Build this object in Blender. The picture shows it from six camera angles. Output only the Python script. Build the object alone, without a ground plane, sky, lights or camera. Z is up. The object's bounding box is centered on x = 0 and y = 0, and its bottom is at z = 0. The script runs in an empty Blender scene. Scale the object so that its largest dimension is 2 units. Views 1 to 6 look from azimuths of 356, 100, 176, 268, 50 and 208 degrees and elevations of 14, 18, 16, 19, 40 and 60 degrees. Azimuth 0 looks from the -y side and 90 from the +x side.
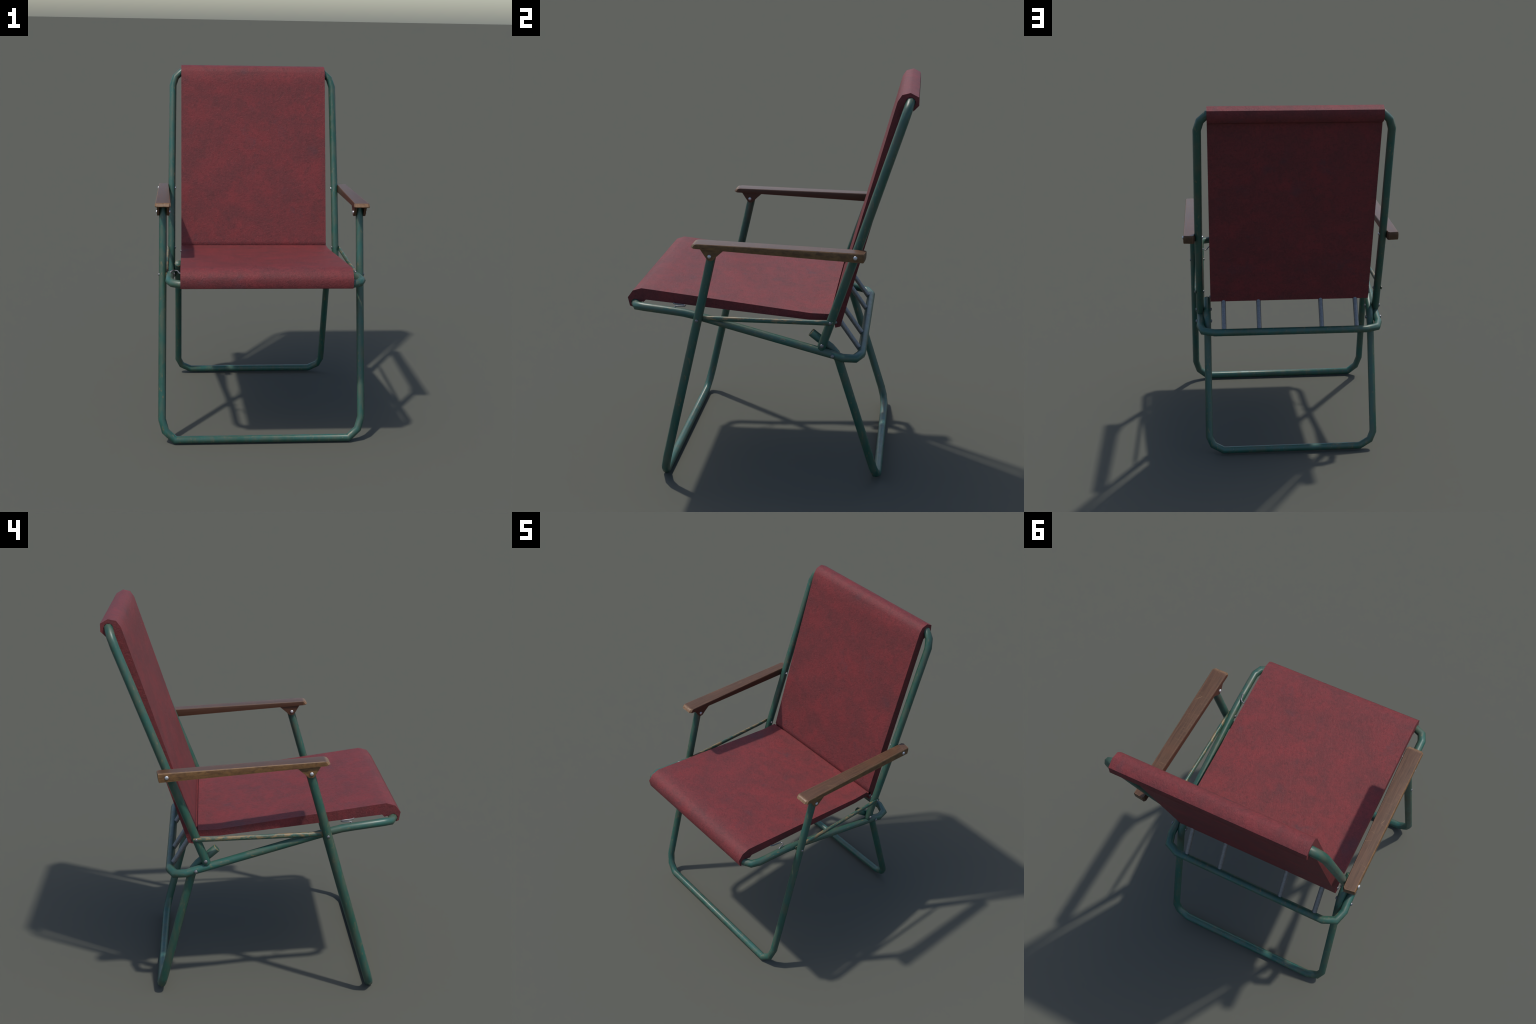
"""Folding garden chair: green tubular steel frame, burgundy fabric panels, wooden armrests."""
import bpy
import bmesh
import math
from mathutils import Vector

R = 0.0217          # radius of the main steel tube
HALF = 0.4505       # half width of the fabric panels
SIDES = (1, -1)


# ------------------------------------------------------------------ materials
def new_mat(name):
    m = bpy.data.materials.new(name)
    m.use_nodes = True
    nt = m.node_tree
    bsdf = nt.nodes["Principled BSDF"]
    return m, nt, bsdf


def node(nt, kind, **kw):
    n = nt.nodes.new(kind)
    for k, v in kw.items():
        if hasattr(n, k):
            setattr(n, k, v)
        else:
            n.inputs[k].default_value = v
    return n


def coords(nt, scale, loc=(0, 0, 0), rot=(0, 0, 0)):
    tc = node(nt, "ShaderNodeTexCoord")
    mp = node(nt, "ShaderNodeMapping")
    mp.inputs["Scale"].default_value = scale
    mp.inputs["Location"].default_value = loc
    mp.inputs["Rotation"].default_value = rot
    nt.links.new(tc.outputs["Object"], mp.inputs["Vector"])
    return mp.outputs["Vector"]


def noise(nt, vec, scale, detail=4.0, rough=0.55, distort=0.0):
    n = node(nt, "ShaderNodeTexNoise")
    n.inputs["Scale"].default_value = scale
    n.inputs["Detail"].default_value = detail
    n.inputs["Roughness"].default_value = rough
    n.inputs["Distortion"].default_value = distort
    nt.links.new(vec, n.inputs["Vector"])
    return n.outputs["Fac"]


def ramp(nt, fac, stops):
    r = node(nt, "ShaderNodeValToRGB")
    els = r.color_ramp.elements
    while len(els) < len(stops):
        els.new(0.5)
    for e, (p, c) in zip(els, stops):
        e.position = p
        e.color = (c, c, c, 1) if isinstance(c, (int, float)) else (*c, 1)
    nt.links.new(fac, r.inputs["Fac"])
    return r.outputs["Color"]


def mix(nt, fac, a, b, blend="MIX"):
    m = node(nt, "ShaderNodeMix", data_type="RGBA", blend_type=blend)
    for sock, v in ((m.inputs[0], fac), (m.inputs[6], a), (m.inputs[7], b)):
        if isinstance(v, bpy.types.NodeSocket):
            nt.links.new(v, sock)
        elif isinstance(v, (int, float)):
            sock.default_value = v
        else:
            sock.default_value = (*v, 1)
    return m.outputs[2]


def math_node(nt, op, a, b):
    m = node(nt, "ShaderNodeMath", operation=op)
    for sock, v in zip(m.inputs, (a, b)):
        if isinstance(v, bpy.types.NodeSocket):
            nt.links.new(v, sock)
        else:
            sock.default_value = v
    return m.outputs[0]


def bump(nt, bsdf, height, strength, dist):
    b = node(nt, "ShaderNodeBump")
    b.inputs["Strength"].default_value = strength
    b.inputs["Distance"].default_value = dist
    nt.links.new(height, b.inputs["Height"])
    nt.links.new(b.outputs["Normal"], bsdf.inputs["Normal"])


def fabric_material():
    m, nt, bsdf = new_mat("burgundy_felted_fabric")
    v = coords(nt, (1, 1, 1))
    cloud = noise(nt, v, 7.0, 4, 0.55, 0.3)
    blot = noise(nt, v, 17.0, 5, 0.60, 0.6)
    fine = noise(nt, v, 75.0, 5, 0.62, 1.0)
    base = mix(nt, ramp(nt, cloud, [(0.36, 0.0), (0.64, 1.0)]), FAB_DARK, FAB_RED)
    base = mix(nt, ramp(nt, blot, [(0.32, 0.55), (0.58, 0.0)]), base, FAB_BROWN)
    band = noise(nt, coords(nt, (0.25, 1.0, 1.0)), 12.0, 3)
    base = mix(nt, ramp(nt, band, [(0.34, 0.28), (0.52, 0.0)]), base, FAB_BROWN)
    base = mix(nt, ramp(nt, fine, [(0.50, 0.0), (0.74, 0.45)]), base, FAB_LIGHT)
    base = mix(nt, ramp(nt, fine, [(0.28, 0.65), (0.47, 0.0)]), base, FAB_DEEP)
    stain = noise(nt, coords(nt, (1, 1, 1), loc=(3.1, 1.7, 0.4)), 6.5, 5, 0.6)
    base = mix(nt, ramp(nt, stain, [(0.60, 0.0), (0.72, 0.55)]), base, FAB_STAIN)
    nt.links.new(base, bsdf.inputs["Base Color"])
    bsdf.inputs["Roughness"].default_value = 0.60
    bsdf.inputs["Specular IOR Level"].default_value = 0.19
    felt = noise(nt, v, 70.0, 5, 0.62, 1.2)
    bump(nt, bsdf, mix(nt, 0.15, felt, blot), 0.40, 0.008)
    return m


FAB_RED = (0.164, 0.0285, 0.0310)
FAB_DARK = (0.126, 0.0280, 0.0300)
FAB_BROWN = (0.088, 0.0275, 0.0285)
FAB_LIGHT = (0.202, 0.0385, 0.0415)
FAB_DEEP = (0.074, 0.0195, 0.0210)
FAB_STAIN = (0.080, 0.0350, 0.0410)

GREEN = (0.021, 0.088, 0.058)  # frame greens lowered in albedo to reach the dark of the shaded tubing
GREEN_DEEP = (0.016, 0.070, 0.048)
GREEN_SKY_TINT = (0.019, 0.086, 0.068)  # green tinted bluish for skylight on the shaded tubes
FADED = (0.078, 0.080, 0.050)
RUST = (0.270, 0.155, 0.060)


def paint_material(name, stretch, faded=0.55, chips=0.0):
    """Old green enamel: faded olive patches, painted-in blue of sky light, ochre chips where worn."""
    m, nt, bsdf = new_mat(name)
    v = coords(nt, stretch)
    drift = noise(nt, v, 5.0, 3)
    patch = noise(nt, v, 26.0, 5, 0.6, 0.4)
    speck = noise(nt, v, 90.0, 4, 0.6, 0.3)
    base = mix(nt, ramp(nt, drift, [(0.35, 0.0), (0.62, 1.0)]), GREEN_DEEP, GREEN_SKY_TINT)
    base = mix(nt, ramp(nt, patch, [(0.42, 0.0), (0.66, faded)]), base, FADED)
    base = mix(nt, ramp(nt, speck, [(0.60, 0.0), (0.72, 0.45)]), base, RUST)
    if chips:
        # the upper side is rubbed hardest, down to ochre primer
        chip = noise(nt, coords(nt, (1.0, 0.22, 1.0)), 55.0, 6, 0.70, 0.2)
        c = math_node(nt, "ADD", chip, math_node(nt, "MULTIPLY", math_node(nt, "SUBTRACT", speck, 0.5), 0.80))
        geo = node(nt, "ShaderNodeNewGeometry")
        sep = node(nt, "ShaderNodeSeparateXYZ")
        nt.links.new(geo.outputs["Normal"], sep.inputs[0])
        c = math_node(nt, "ADD", c, math_node(nt, "MULTIPLY", sep.outputs["Z"], 0.09))
        tc = node(nt, "ShaderNodeTexCoord")
        pos = node(nt, "ShaderNodeSeparateXYZ")
        nt.links.new(tc.outputs["Object"], pos.inputs[0])
        c = math_node(nt, "ADD", c, math_node(nt, "MULTIPLY", pos.outputs["Y"], -0.12))
        c = math_node(nt, "ADD", c, math_node(nt, "MULTIPLY", pos.outputs["X"], -0.10))
        base = mix(nt, ramp(nt, c, [(0.52, 0.0), (0.64, 0.62)]), base, RUST)
    nt.links.new(base, bsdf.inputs["Base Color"])
    rough = ramp(nt, patch, [(0.35, 0.38), (0.70, 0.50)])
    nt.links.new(rough, bsdf.inputs["Roughness"])
    bsdf.inputs["Specular IOR Level"].default_value = 0.5
    bump(nt, bsdf, speck, 0.08, 0.002)
    return m


def bare_edge_material():
    m, nt, bsdf = new_mat("worn_paint_edge")
    v = coords(nt, (1, 1, 1))
    n = noise(nt, v, 120, 4)
    base = mix(nt, ramp(nt, n, [(0.38, 0.0), (0.58, 1.0)]), GREEN, (0.42, 0.21, 0.06))
    nt.links.new(base, bsdf.inputs["Base Color"])
    bsdf.inputs["Roughness"].default_value = 0.55
    return m


def wood_material():
    m, nt, bsdf = new_mat("worn_varnished_wood")
    v = coords(nt, (34, 1.3, 34))
    v2 = coords(nt, (1, 1, 1))
    grain = noise(nt, v, 5.0, 6, 0.65, 0.4)
    tone = noise(nt, v2, 9.0, 4)
    fleck = noise(nt, v2, 60.0, 5, 0.6, 0.5)
    base = mix(nt, ramp(nt, grain, [(0.34, 0.0), (0.66, 1.0)]), WOOD_DARK, WOOD_MID)
    base = mix(nt, ramp(nt, tone, [(0.45, 0.0), (0.70, 0.5)]), base, WOOD_RED)
    # varnish rubbed off along the arrises
    bev = node(nt, "ShaderNodeBevel", samples=8)
    bev.inputs["Radius"].default_value = 0.006
    geo = node(nt, "ShaderNodeNewGeometry")
    dot = node(nt, "ShaderNodeVectorMath", operation="DOT_PRODUCT")
    nt.links.new(bev.outputs["Normal"], dot.inputs[0])
    nt.links.new(geo.outputs["Normal"], dot.inputs[1])
    edge = ramp(nt, math_node(nt, "SUBTRACT", 1.0, dot.outputs["Value"]), [(0.01, 0.0), (0.10, 1.0)])
    worn = math_node(nt, "MULTIPLY", edge, ramp(nt, fleck, [(0.36, 0.15), (0.58, 0.85)]))
    base = mix(nt, worn, base, WOOD_BARE)
    # outward side faces are rubbed to a golden tone in patches
    sep = node(nt, "ShaderNodeSeparateXYZ")
    nt.links.new(geo.outputs["Normal"], sep.inputs[0])
    tc = node(nt, "ShaderNodeTexCoord")
    pos = node(nt, "ShaderNodeSeparateXYZ")
    nt.links.new(tc.outputs["Object"], pos.inputs[0])
    outward = ramp(nt, math_node(nt, "MULTIPLY", sep.outputs["X"], pos.outputs["X"]), [(0.15, 0.0), (0.40, 1.0)])
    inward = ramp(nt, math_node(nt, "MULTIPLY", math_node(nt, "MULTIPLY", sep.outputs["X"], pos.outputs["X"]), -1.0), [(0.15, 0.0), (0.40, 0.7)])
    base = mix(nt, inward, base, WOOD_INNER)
    streak = noise(nt, coords(nt, (1.0, 0.6, 1.0)), 60.0, 5, 0.65, 0.4)
    rub = math_node(nt, "MULTIPLY", outward, ramp(nt, streak, [(0.36, 0.15), (0.64, 0.85)]))
    base = mix(nt, rub, base, WOOD_GOLD)
    # the rounded front end is rubbed down to pale wood
    nose = ramp(nt, math_node(nt, "MULTIPLY", pos.outputs["Y"], -1.0), [(0.316, 0.0), (0.330, 1.0)])
    nose = math_node(nt, "MULTIPLY", nose, ramp(nt, fleck, [(0.36, 0.20), (0.62, 0.75)]))
    base = mix(nt, nose, base, WOOD_BARE)
    # a few thin scratches across the top
    vs = coords(nt, (3.0, 22.0, 3.0), rot=(0, 0, 0.5))
    vor = node(nt, "ShaderNodeTexVoronoi", feature="DISTANCE_TO_EDGE")
    vor.inputs["Scale"].default_value = 1.6
    nt.links.new(vs, vor.inputs["Vector"])
    gate = ramp(nt, noise(nt, v2, 16.0, 2), [(0.50, 0.0), (0.60, 1.0)])
    scr = math_node(nt, "MULTIPLY", ramp(nt, vor.outputs["Distance"], [(0.003, 0.6), (0.010, 0.0)]), gate)
    top = ramp(nt, sep.outputs["Z"], [(0.80, 0.0), (0.95, 1.0)])
    base = mix(nt, math_node(nt, "MULTIPLY", scr, top), base, WOOD_BARE)
    nt.links.new(base, bsdf.inputs["Base Color"])
    nt.links.new(ramp(nt, grain, [(0.3, 0.38), (0.7, 0.46)]), bsdf.inputs["Roughness"])
    bsdf.inputs["Specular IOR Level"].default_value = 0.36
    bump(nt, bsdf, grain, 0.12, 0.002)
    return m


WOOD_DARK = (0.052, 0.026, 0.013)
WOOD_MID = (0.094, 0.046, 0.023)
WOOD_RED = (0.096, 0.041, 0.020)
WOOD_GOLD = (0.180, 0.094, 0.035)
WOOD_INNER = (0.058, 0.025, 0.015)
WOOD_BARE = (0.225, 0.128, 0.062)


def metal_material(name, colour, rough, metallic):
    m, nt, bsdf = new_mat(name)
    v = coords(nt, (1, 1, 1))
    n = noise(nt, v, 110, 4, 0.65)
    c = mix(nt, ramp(nt, n, [(0.35, 0.0), (0.65, 1.0)]), [x * 0.72 for x in colour], colour)
    nt.links.new(c, bsdf.inputs["Base Color"])
    bsdf.inputs["Roughness"].default_value = rough
    bsdf.inputs["Metallic"].default_value = metallic
    return m


# ------------------------------------------------------------------ geometry helpers
ROOT = bpy.data.objects.new("folding_garden_chair", None)
ROOT.empty_display_size = 0.2
bpy.context.scene.collection.objects.link(ROOT)
ROOT["label"] = "folding chair, green tubular steel, burgundy fabric, wooden armrests"
ROOT["category"] = "garden chair"


def make_object(name, mesh, mats=(), parent=ROOT):
    for m in mats:
        mesh.materials.append(m)
    ob = bpy.data.objects.new(name, mesh)
    bpy.context.scene.collection.objects.link(ob)
    ob.parent = parent
    return ob


def smooth_by_angle(mesh, deg):
    bm = bmesh.new()
    bm.from_mesh(mesh)
    bmesh.ops.recalc_face_normals(bm, faces=bm.faces)
    lim = math.radians(deg)
    for f in bm.faces:
        f.smooth = True
    for e in bm.edges:
        e.smooth = not (len(e.link_faces) == 2 and e.calc_face_angle(0.0) > lim)
    bm.to_mesh(mesh)
    bm.free()


def sweep(bm, path, radius=R, n=8, section=None, worn_ends=(), up=None, mat=0):
    """Sweep an n-sided ring along a polyline with mitred joints; caps both ends.
    section: optional list of (across, along_up) radii per path point.
    worn_ends: path ends (0 and/or -1) given a small chamfer in material slot 1."""
    pts = [Vector(p) for p in path]
    sec = [tuple(s) for s in section] if section else [(radius, radius)] * len(pts)
    tans = []
    for i in range(len(pts)):
        a = (pts[i] - pts[i - 1]).normalized() if i else None
        b = (pts[i + 1] - pts[i]).normalized() if i < len(pts) - 1 else None
        tans.append((a or b, b or a))
    ref = Vector(up) if up else Vector((1, 0, 0))
    rings = []
    for i, p in enumerate(pts):
        t_in, t_out = tans[i]
        t = (t_in + t_out).normalized()
        if up is None and i:
            q = tans[i - 1][1].rotation_difference(t_out) if i < len(pts) else None
            ref_out = q @ ref
        else:
            ref_out = ref
        # build ring perpendicular to incoming tangent, project along it to mitre plane
        u = (ref - t_in * ref.dot(t_in)).normalized()
        v = t_in.cross(u)
        ring = []
        for k in range(n):
            a = 2 * math.pi * k / n
            o = u * math.cos(a) * sec[i][0] + v * math.sin(a) * sec[i][1]
            s = -o.dot(t) / t_in.dot(t)
            ring.append(p + o + t_in * s)
        rings.append(ring)
        ref = ref_out
    slots = [mat] * (len(rings) - 1)
    for e in worn_ends:
        c, t = (pts[0], -tans[0][1]) if e == 0 else (pts[-1], tans[-1][0])
        src = rings[0] if e == 0 else rings[-1]
        inner = [c + (q - c) * 0.91 + t * 0.0018 for q in src]
        if e == 0:
            rings.insert(0, inner)
            slots.insert(0, 1)
        else:
            rings.append(inner)
            slots.append(1)
    vr = [[bm.verts.new(q) for q in r] for r in rings]
    for i in range(len(vr) - 1):
        for k in range(n):
            f = bm.faces.new((vr[i][k], vr[i][(k + 1) % n], vr[i + 1][(k + 1) % n], vr[i + 1][k]))
            f.material_index = slots[i]
    for r in (vr[0], vr[-1]):
        bm.faces.new(r).material_index = mat


def mesh_from(bm, name, angle=50):
    me = bpy.data.meshes.new(name)
    bm.normal_update()
    bm.to_mesh(me)
    bm.free()
    smooth_by_angle(me, angle)
    return me


def mirror_path(half):
    """Half path on +x given from its free end to the middle bar -> full symmetric path."""
    return list(half) + [(-x, y, z) for x, y, z in reversed(half)]


def prism(profile, x0, x1, cuts=0):
    """Extrude a closed (y, z) profile along x."""
    bm = bmesh.new()
    xs = [x0 + (x1 - x0) * i / (cuts + 1) for i in range(cuts + 2)]
    loops = [[bm.verts.new((x, y, z)) for y, z in profile] for x in xs]
    n = len(profile)
    for a, b in zip(loops, loops[1:]):
        for k in range(n):
            bm.faces.new((a[k], a[(k + 1) % n], b[(k + 1) % n], b[k]))
    bm.faces.new(loops[0])
    bm.faces.new(loops[-1])
    return bm


def arc(cy, cz, r, a0, a1, n):
    return [(cy + r * math.cos(math.radians(a0 + (a1 - a0) * i / n)),
             cz + r * math.sin(math.radians(a0 + (a1 - a0) * i / n))) for i in range(n + 1)]


# ------------------------------------------------------------------ materials in use
FABRIC = fabric_material()
PAINT_UP = paint_material("green_enamel_uprights", (1.0, 1.0, 0.28))
PAINT_RAIL = paint_material("green_enamel_rails", (1.0, 0.32, 1.0))
PAINT_BAR = paint_material("chipped_green_enamel", (1.0, 0.35, 1.0), faded=0.7, chips=1.0)
EDGE = bare_edge_material()
WOOD = wood_material()
STEEL = metal_material("galvanised_steel", (0.22, 0.22, 0.225), 0.48, 0.65)
SCREW = metal_material("bright_zinc_screw", (0.62, 0.63, 0.65), 0.40, 0.75)
SHADE_SCREW = metal_material("shade_darkened_screw", (0.20, 0.20, 0.21), 0.42, 0.7)  # same screws with a darkened colour, for those below the armrests in shade

# ------------------------------------------------------------------ tubular frames
# front legs: a U standing on its bar, raked back towards the armrests


def front_leg_y(z):
    return -0.2555 - 0.2560 * (1.2125 - z)


half = [(x, front_leg_y(z), z) for x, z in
        ((0.5485, 1.279), (0.5500, 0.900), (0.5545, 0.135), (0.5350, 0.0690), (0.4820, R))]
bm = bmesh.new()
path = mirror_path(half)
sweep(bm, path, section=[(0.0222, 0.0213)] * len(path), up=Vector((0, 1, -0.2560)).normalized())
front_legs = make_object("front_leg_frame", mesh_from(bm, "front_leg_frame"), (PAINT_UP,))

# rear legs: a second U, its upper ends kinked forward into short cut-off stubs
half = [(0.4695, 0.2180, 0.8298), (0.4695, 0.3110, 0.7545), (0.4695, 0.3360, 0.7250), (0.4695, 0.3515, 0.6900),
        (0.4720, 0.5240, 0.1000), (0.4510, 0.5370, 0.0550), (0.3920, 0.5455, 0.0235)]
bm = bmesh.new()
path = mirror_path(half)
sweep(bm, path, section=[(0.0213, 0.0224)] * 3 + [(0.0200, 0.0217)] * (len(path) - 6) + [(0.0213, 0.0224)] * 3, worn_ends=(0, -1))
rear_legs = make_object("rear_leg_frame", mesh_from(bm, "rear_leg_frame"), (PAINT_UP, EDGE))

# seat frame: closed loop; front bar in the seat hem, side rails dropping back, rear bar
C = (-0.334, 0.907)
F = (0.3263, 0.7312)
half = [(0.0, -0.677, 0.9445), (0.447, -0.677, 0.9445), (0.490, -0.656, 0.9455), (0.508, -0.6125, 0.947), (0.508, -0.470, 0.931),
        (0.508, -0.410, 0.9235), (0.508, C[0], C[1]), (0.508, 0.335, 0.7290), (0.5105, 0.375, 0.7170),
        (0.4930, 0.4330, 0.7085), (0.4300, 0.4610, 0.7070), (0.0, 0.4610, 0.7070)]
bm = bmesh.new()
for sgn in SIDES:
    sweep(bm, [(sgn * x, y, z) for x, y, z in half], up=(0, 0, 1))
bmesh.ops.remove_doubles(bm, verts=bm.verts, dist=1e-5)
inner = [f for f in bm.faces if all(abs(v.co.x) < 1e-5 for v in f.verts)]
bmesh.ops.delete(bm, geom=inner, context="FACES_ONLY")
seat_frame = make_object("seat_frame", mesh_from(bm, "seat_frame"), (PAINT_RAIL,))

# backrest frame: inverted U, lower ends rounded off beside the rear legs
half = [(0.5100, 0.2665, 0.7535), (0.5100, 0.2690, 0.7610), (0.5100, 0.2730, 0.7740), (0.5090, 0.4410, 1.2575), (0.5020, 0.6490, 1.8740),
        (0.4860, 0.6655, 1.9230), (0.4500, 0.6770, 1.9560)]
path = mirror_path(half)
taper = [(0.55, 0.55), (0.88, 0.88)]
sec = [(R * a, R * b) for a, b in taper + [(1, 1)] * (len(path) - 4) + taper[::-1]]
bm = bmesh.new()
sweep(bm, path, section=sec, up=Vector((0, 1, -0.347)).normalized())
back_frame = make_object("backrest_frame", mesh_from(bm, "backrest_frame"), (PAINT_UP,))

# flattened-end side links between front legs and backrest frame
for sgn in SIDES:
    path = [(0.5300, -0.352, 0.9075), (0.5300, -0.325, 0.9075), (0.5300, -0.285, 0.9074), (0.5310, 0.255, 0.9056), (0.5330, 0.300, 0.9052), (0.5335, 0.3300, 0.9050)]
    sec = [(0.0030, 0.0130), (0.0035, 0.0135), (0.0105, 0.0128), (0.0098, 0.0120), (0.0032, 0.0122), (0.0030, 0.0085)]
    bm = bmesh.new()
    sweep(bm, [(sgn * x, y, z) for x, y, z in path], section=sec, up=(1, 0, 0), n=10, worn_ends=(0, -1))
    make_object("side_link", mesh_from(bm, "side_link"), (PAINT_BAR, EDGE))

# ------------------------------------------------------------------ fabric panels
# seat panel: padded sheet, hem folded down around the front bar
seat_profile = [(-0.7065, 0.9300), (-0.7148, 0.9743), (-0.6868, 1.0110), (-0.6410, 1.0250), (-0.5700, 1.0167), (-0.3480, 0.9905),
                (0.2130, 0.9230), (0.3085, 0.9215), (0.3110, 0.9110), (0.3400, 0.9080), (0.3380, 0.8890), (0.2050, 0.8878), (-0.2000, 0.9250),
                (-0.6210, 0.9645), (-0.6330, 0.9520)] + \
               arc(-0.677, 0.9445, R + 0.0012, 38, 200, 5) + [(-0.6930, 0.9245)]
seat_panel = make_object("seat_panel", mesh_from(prism(seat_profile, -HALF, HALF), "seat_panel", 48), (FABRIC,))

# backrest panel: same sheet, hem folded back over the top bar
back_profile = [(0.3335, 0.8500), (0.3250, 0.9080), (0.3190, 0.9240), (0.3242, 0.9420), (0.6010, 1.8965), (0.6195, 1.9602), (0.6390, 1.9890), (0.6770, 1.9985),
                (0.7145, 1.9785), (0.7158, 1.9410), (0.6900, 1.9145)] + \
               arc(0.677, 1.956, R + 0.0012, -65, 240, 9) + [(0.6690, 1.9090), (0.6590, 1.9060), (0.3590, 0.8575)]
back_panel = make_object("backrest_panel", mesh_from(prism(back_profile, -HALF, HALF), "backrest_panel", 48), (FABRIC,))

# ------------------------------------------------------------------ armrests
def arm_top(y):
    return 1.3068 - 0.0356 * (y + 0.317)


def arm_bot(y):
    return 1.2835 - 0.0628 * (y + 0.327)


def arm_outline(front, rear, inset, chamf):
    """Plan outline of an armrest: tapered inner edge, chamfered corners."""
    inner = lambda y: 0.5040 + (y + 0.32) / 0.81 * 0.0255 + inset
    outer = 0.5905 - inset
    k = chamf
    return [(inner(front) + k, front), (outer - k, front), (outer, front + k), (outer, rear - 0.003), (outer - 0.003, rear - 0.001),
            (inner(rear) + 0.008, rear + 0.005), (inner(rear), rear - 0.004), (inner(front + k), front + k)]


def build_armrest(sgn):
    bm = bmesh.new()
    layers = []
    for front, rear, inset, chamf, level in ((-0.3350, 0.4800, 0.0010, 0.009, 0.0), (-0.3430, 0.4830, 0.0, 0.011, 0.22),
                                             (-0.3370, 0.4850, 0.0, 0.010, 0.64), (-0.3300, 0.4850, 0.0012, 0.010, 0.90),
                                             (-0.3200, 0.4840, 0.0040, 0.010, 1.0)):
        ring = []
        for x, y in arm_outline(front, rear, inset, chamf):
            z0, z1 = arm_bot(y), arm_top(y)
            ring.append(bm.verts.new((sgn * x, y, z0 + (z1 - z0) * level)))
        layers.append(ring)
    n = len(layers[0])
    for a, b in zip(layers, layers[1:]):
        for k in range(n):
            bm.faces.new((a[k], a[(k + 1) % n], b[(k + 1) % n], b[k]))
    bm.faces.new(layers[0])
    bm.faces.new(layers[-1])
    return make_object("armrest", mesh_from(bm, "armrest", 30), (WOOD,))


BRACKET = [(-0.3020, None), (-0.2740, 1.2400), (-0.2640, 1.2255), (-0.2505, 1.2215), (-0.2370, 1.2245), (-0.2215, 1.2410), (-0.1790, None)]
armrests = {}
for sgn in SIDES:
    arm = build_armrest(sgn)
    armrests[sgn] = arm
    outline = [(y, z if z else arm_bot(y) + 0.004) for y, z in BRACKET]
    for xa, xb in ((0.5135, 0.5268), (0.5680, 0.5812)):
        br = make_object("armrest_bracket", mesh_from(prism(outline, sgn * xa, sgn * xb), "armrest_bracket", 35), (WOOD,), arm)
        bv = br.modifiers.new("soften", "BEVEL")
        bv.width, bv.segments, bv.limit_method = 0.0015, 2, "ANGLE"

# ------------------------------------------------------------------ rods under the backrest
bm = bmesh.new()
low, high = Vector((0, 0.4480, 0.7135)), Vector((0, 0.3420, 0.8715))
sweep(bm, [low, high], radius=0.0133, n=8)
rod_mesh = mesh_from(bm, "support_rod")
rod_mesh.materials.append(STEEL)
for x in (0.3765, 0.1780, -0.1770, -0.3760):
    ob = make_object("support_rod", rod_mesh)
    ob.location.x = x

# ------------------------------------------------------------------ screws and wire hooks
bm = bmesh.new()
prof = [(1.0, -0.25), (1.0, 0.24), (0.90, 0.47), (0.66, 0.64), (0.30, 0.72)]
rings = [[bm.verts.new((h, r * math.cos(2 * math.pi * k / 14), r * math.sin(2 * math.pi * k / 14))) for k in range(14)] for r, h in prof]
for a, b in zip(rings, rings[1:]):
    for k in range(14):
        bm.faces.new((a[k], a[(k + 1) % 14], b[(k + 1) % 14], b[k]))
bm.faces.new(rings[0])
bm.faces.new(rings[-1])
screw_mesh = mesh_from(bm, "screw_head", 50)
shade_screw_mesh = screw_mesh.copy()
screw_mesh.materials.append(SCREW)
shade_screw_mesh.materials.append(SHADE_SCREW)

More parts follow.
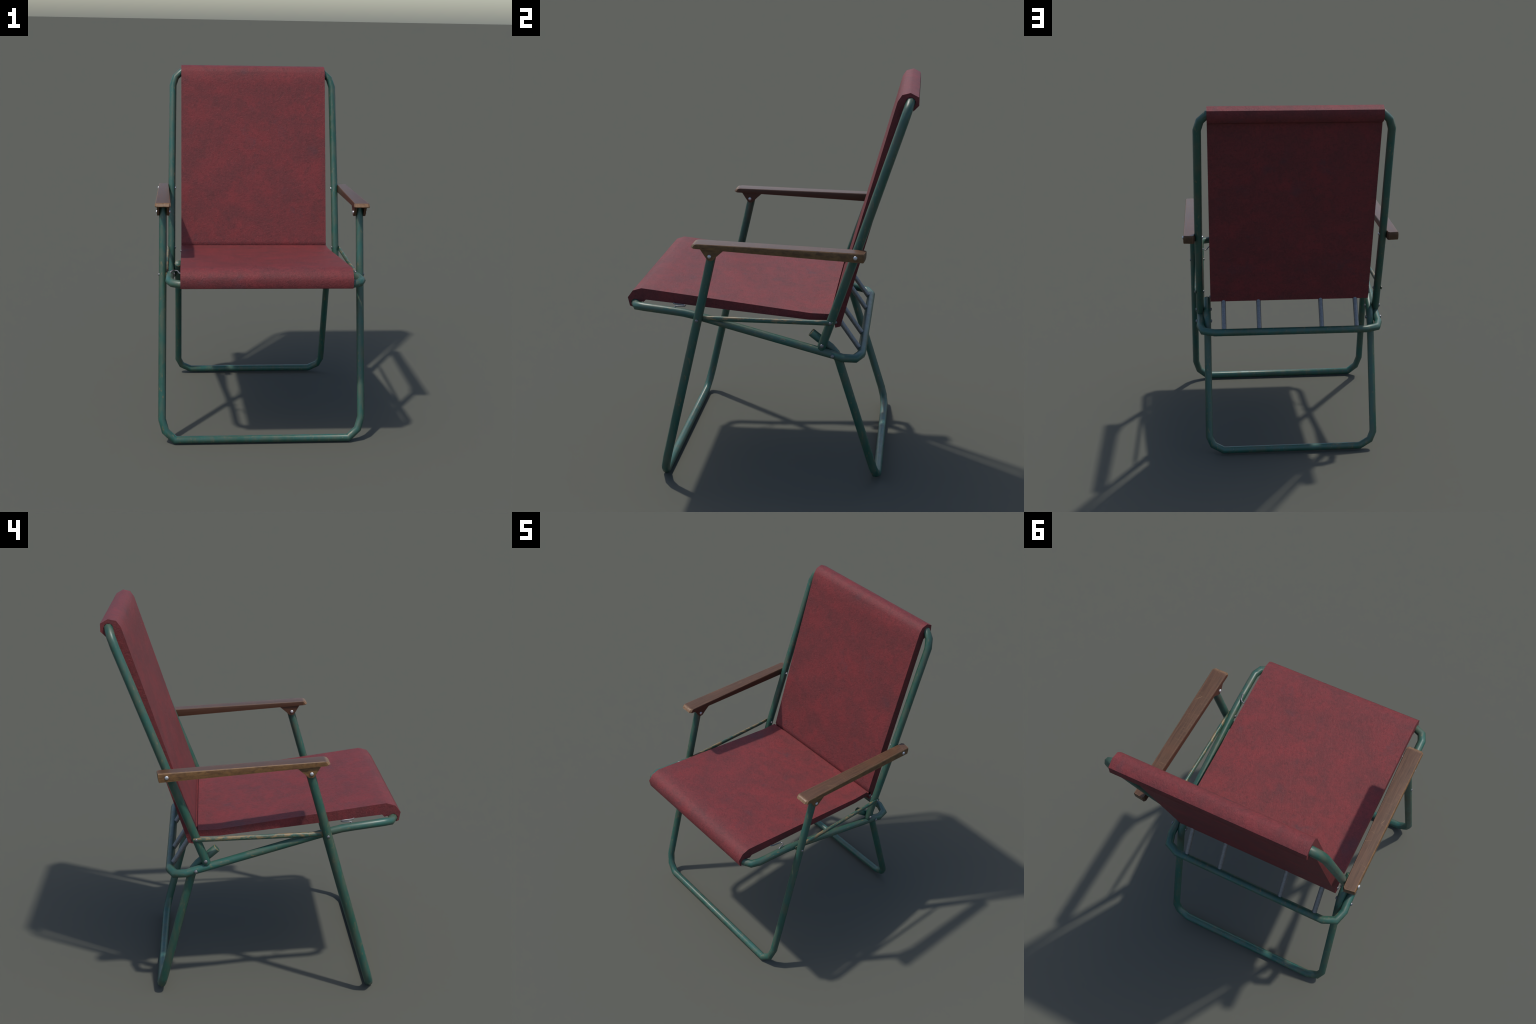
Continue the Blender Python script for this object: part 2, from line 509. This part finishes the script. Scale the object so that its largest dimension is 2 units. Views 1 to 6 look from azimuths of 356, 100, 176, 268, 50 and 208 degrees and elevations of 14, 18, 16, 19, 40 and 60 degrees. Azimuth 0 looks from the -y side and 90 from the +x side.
# (base x, facing, y, z, radius, parent part)
SCREWS = [
    (0.5905, 1, 0.4410, 1.2575, 0.0088, "arm"), (0.4880, -1, 0.4415, 1.2575, 0.0070, back_frame),
    (0.5812, 1, -0.2529, 1.2440, 0.0084, "arm"), (0.5135, -1, -0.2525, 1.2442, 0.0084, "arm"),
    (0.5695, 1, -0.3341, 0.9072, 0.0072, front_legs), (0.4870, -1, -0.3330, 0.9092, 0.0072, seat_frame),
    (0.5345, 1, 0.3170, 0.9048, 0.0066, back_frame), (0.4885, -1, 0.3165, 0.9060, 0.0066, back_frame),
    (0.5300, 1, 0.2750, 0.7837, 0.0086, back_frame), (0.4490, -1, 0.2766, 0.7839, 0.0080, rear_legs),
    (0.5305, 1, 0.3263, 0.7312, 0.0084, seat_frame), (0.4485, -1, 0.3268, 0.7300, 0.0082, rear_legs),
    (0.4510, 1, 0.3356, 0.8788, 0.0078, back_panel),
]
for sgn in SIDES:
    for x, facing, y, z, r, parent in SCREWS:
        ob = make_object("screw_head", screw_mesh if parent == "arm" or z > 1.2 else shade_screw_mesh, (), armrests[sgn] if parent == "arm" else parent)
        ob.location = (sgn * x, y, z)
        ob.scale = (r * 1.05, r * 1.12, r * 1.12)
        ob.rotation_euler = (0.4 * y, 0, 0 if sgn * facing > 0 else math.pi)

# bent-wire hooks tying the seat hem to the side rails
for sgn in SIDES:
    path = [(0.502, -0.4570, 0.9450), (0.502, -0.4560, 0.9545), (0.499, -0.4460, 0.9555), (0.493, -0.4240, 0.9535), (0.485, -0.4135, 0.9505),
            (0.476, -0.4110, 0.9495), (0.468, -0.4165, 0.9495), (0.4635, -0.4350, 0.9495), (0.4580, -0.4680, 0.9498), (0.4530, -0.4770, 0.9510), (0.4440, -0.4800, 0.9530)]
    bm = bmesh.new()
    sweep(bm, [(sgn * x, y, z) for x, y, z in path], radius=0.0036, n=8)
    geom = bmesh.ops.create_uvsphere(bm, u_segments=10, v_segments=6, radius=0.0050)
    bmesh.ops.translate(bm, verts=geom["verts"], vec=(sgn * 0.503, -0.4570, 0.9520))
    hook = make_object("wire_hook", mesh_from(bm, "wire_hook", 60), (STEEL,), seat_frame)
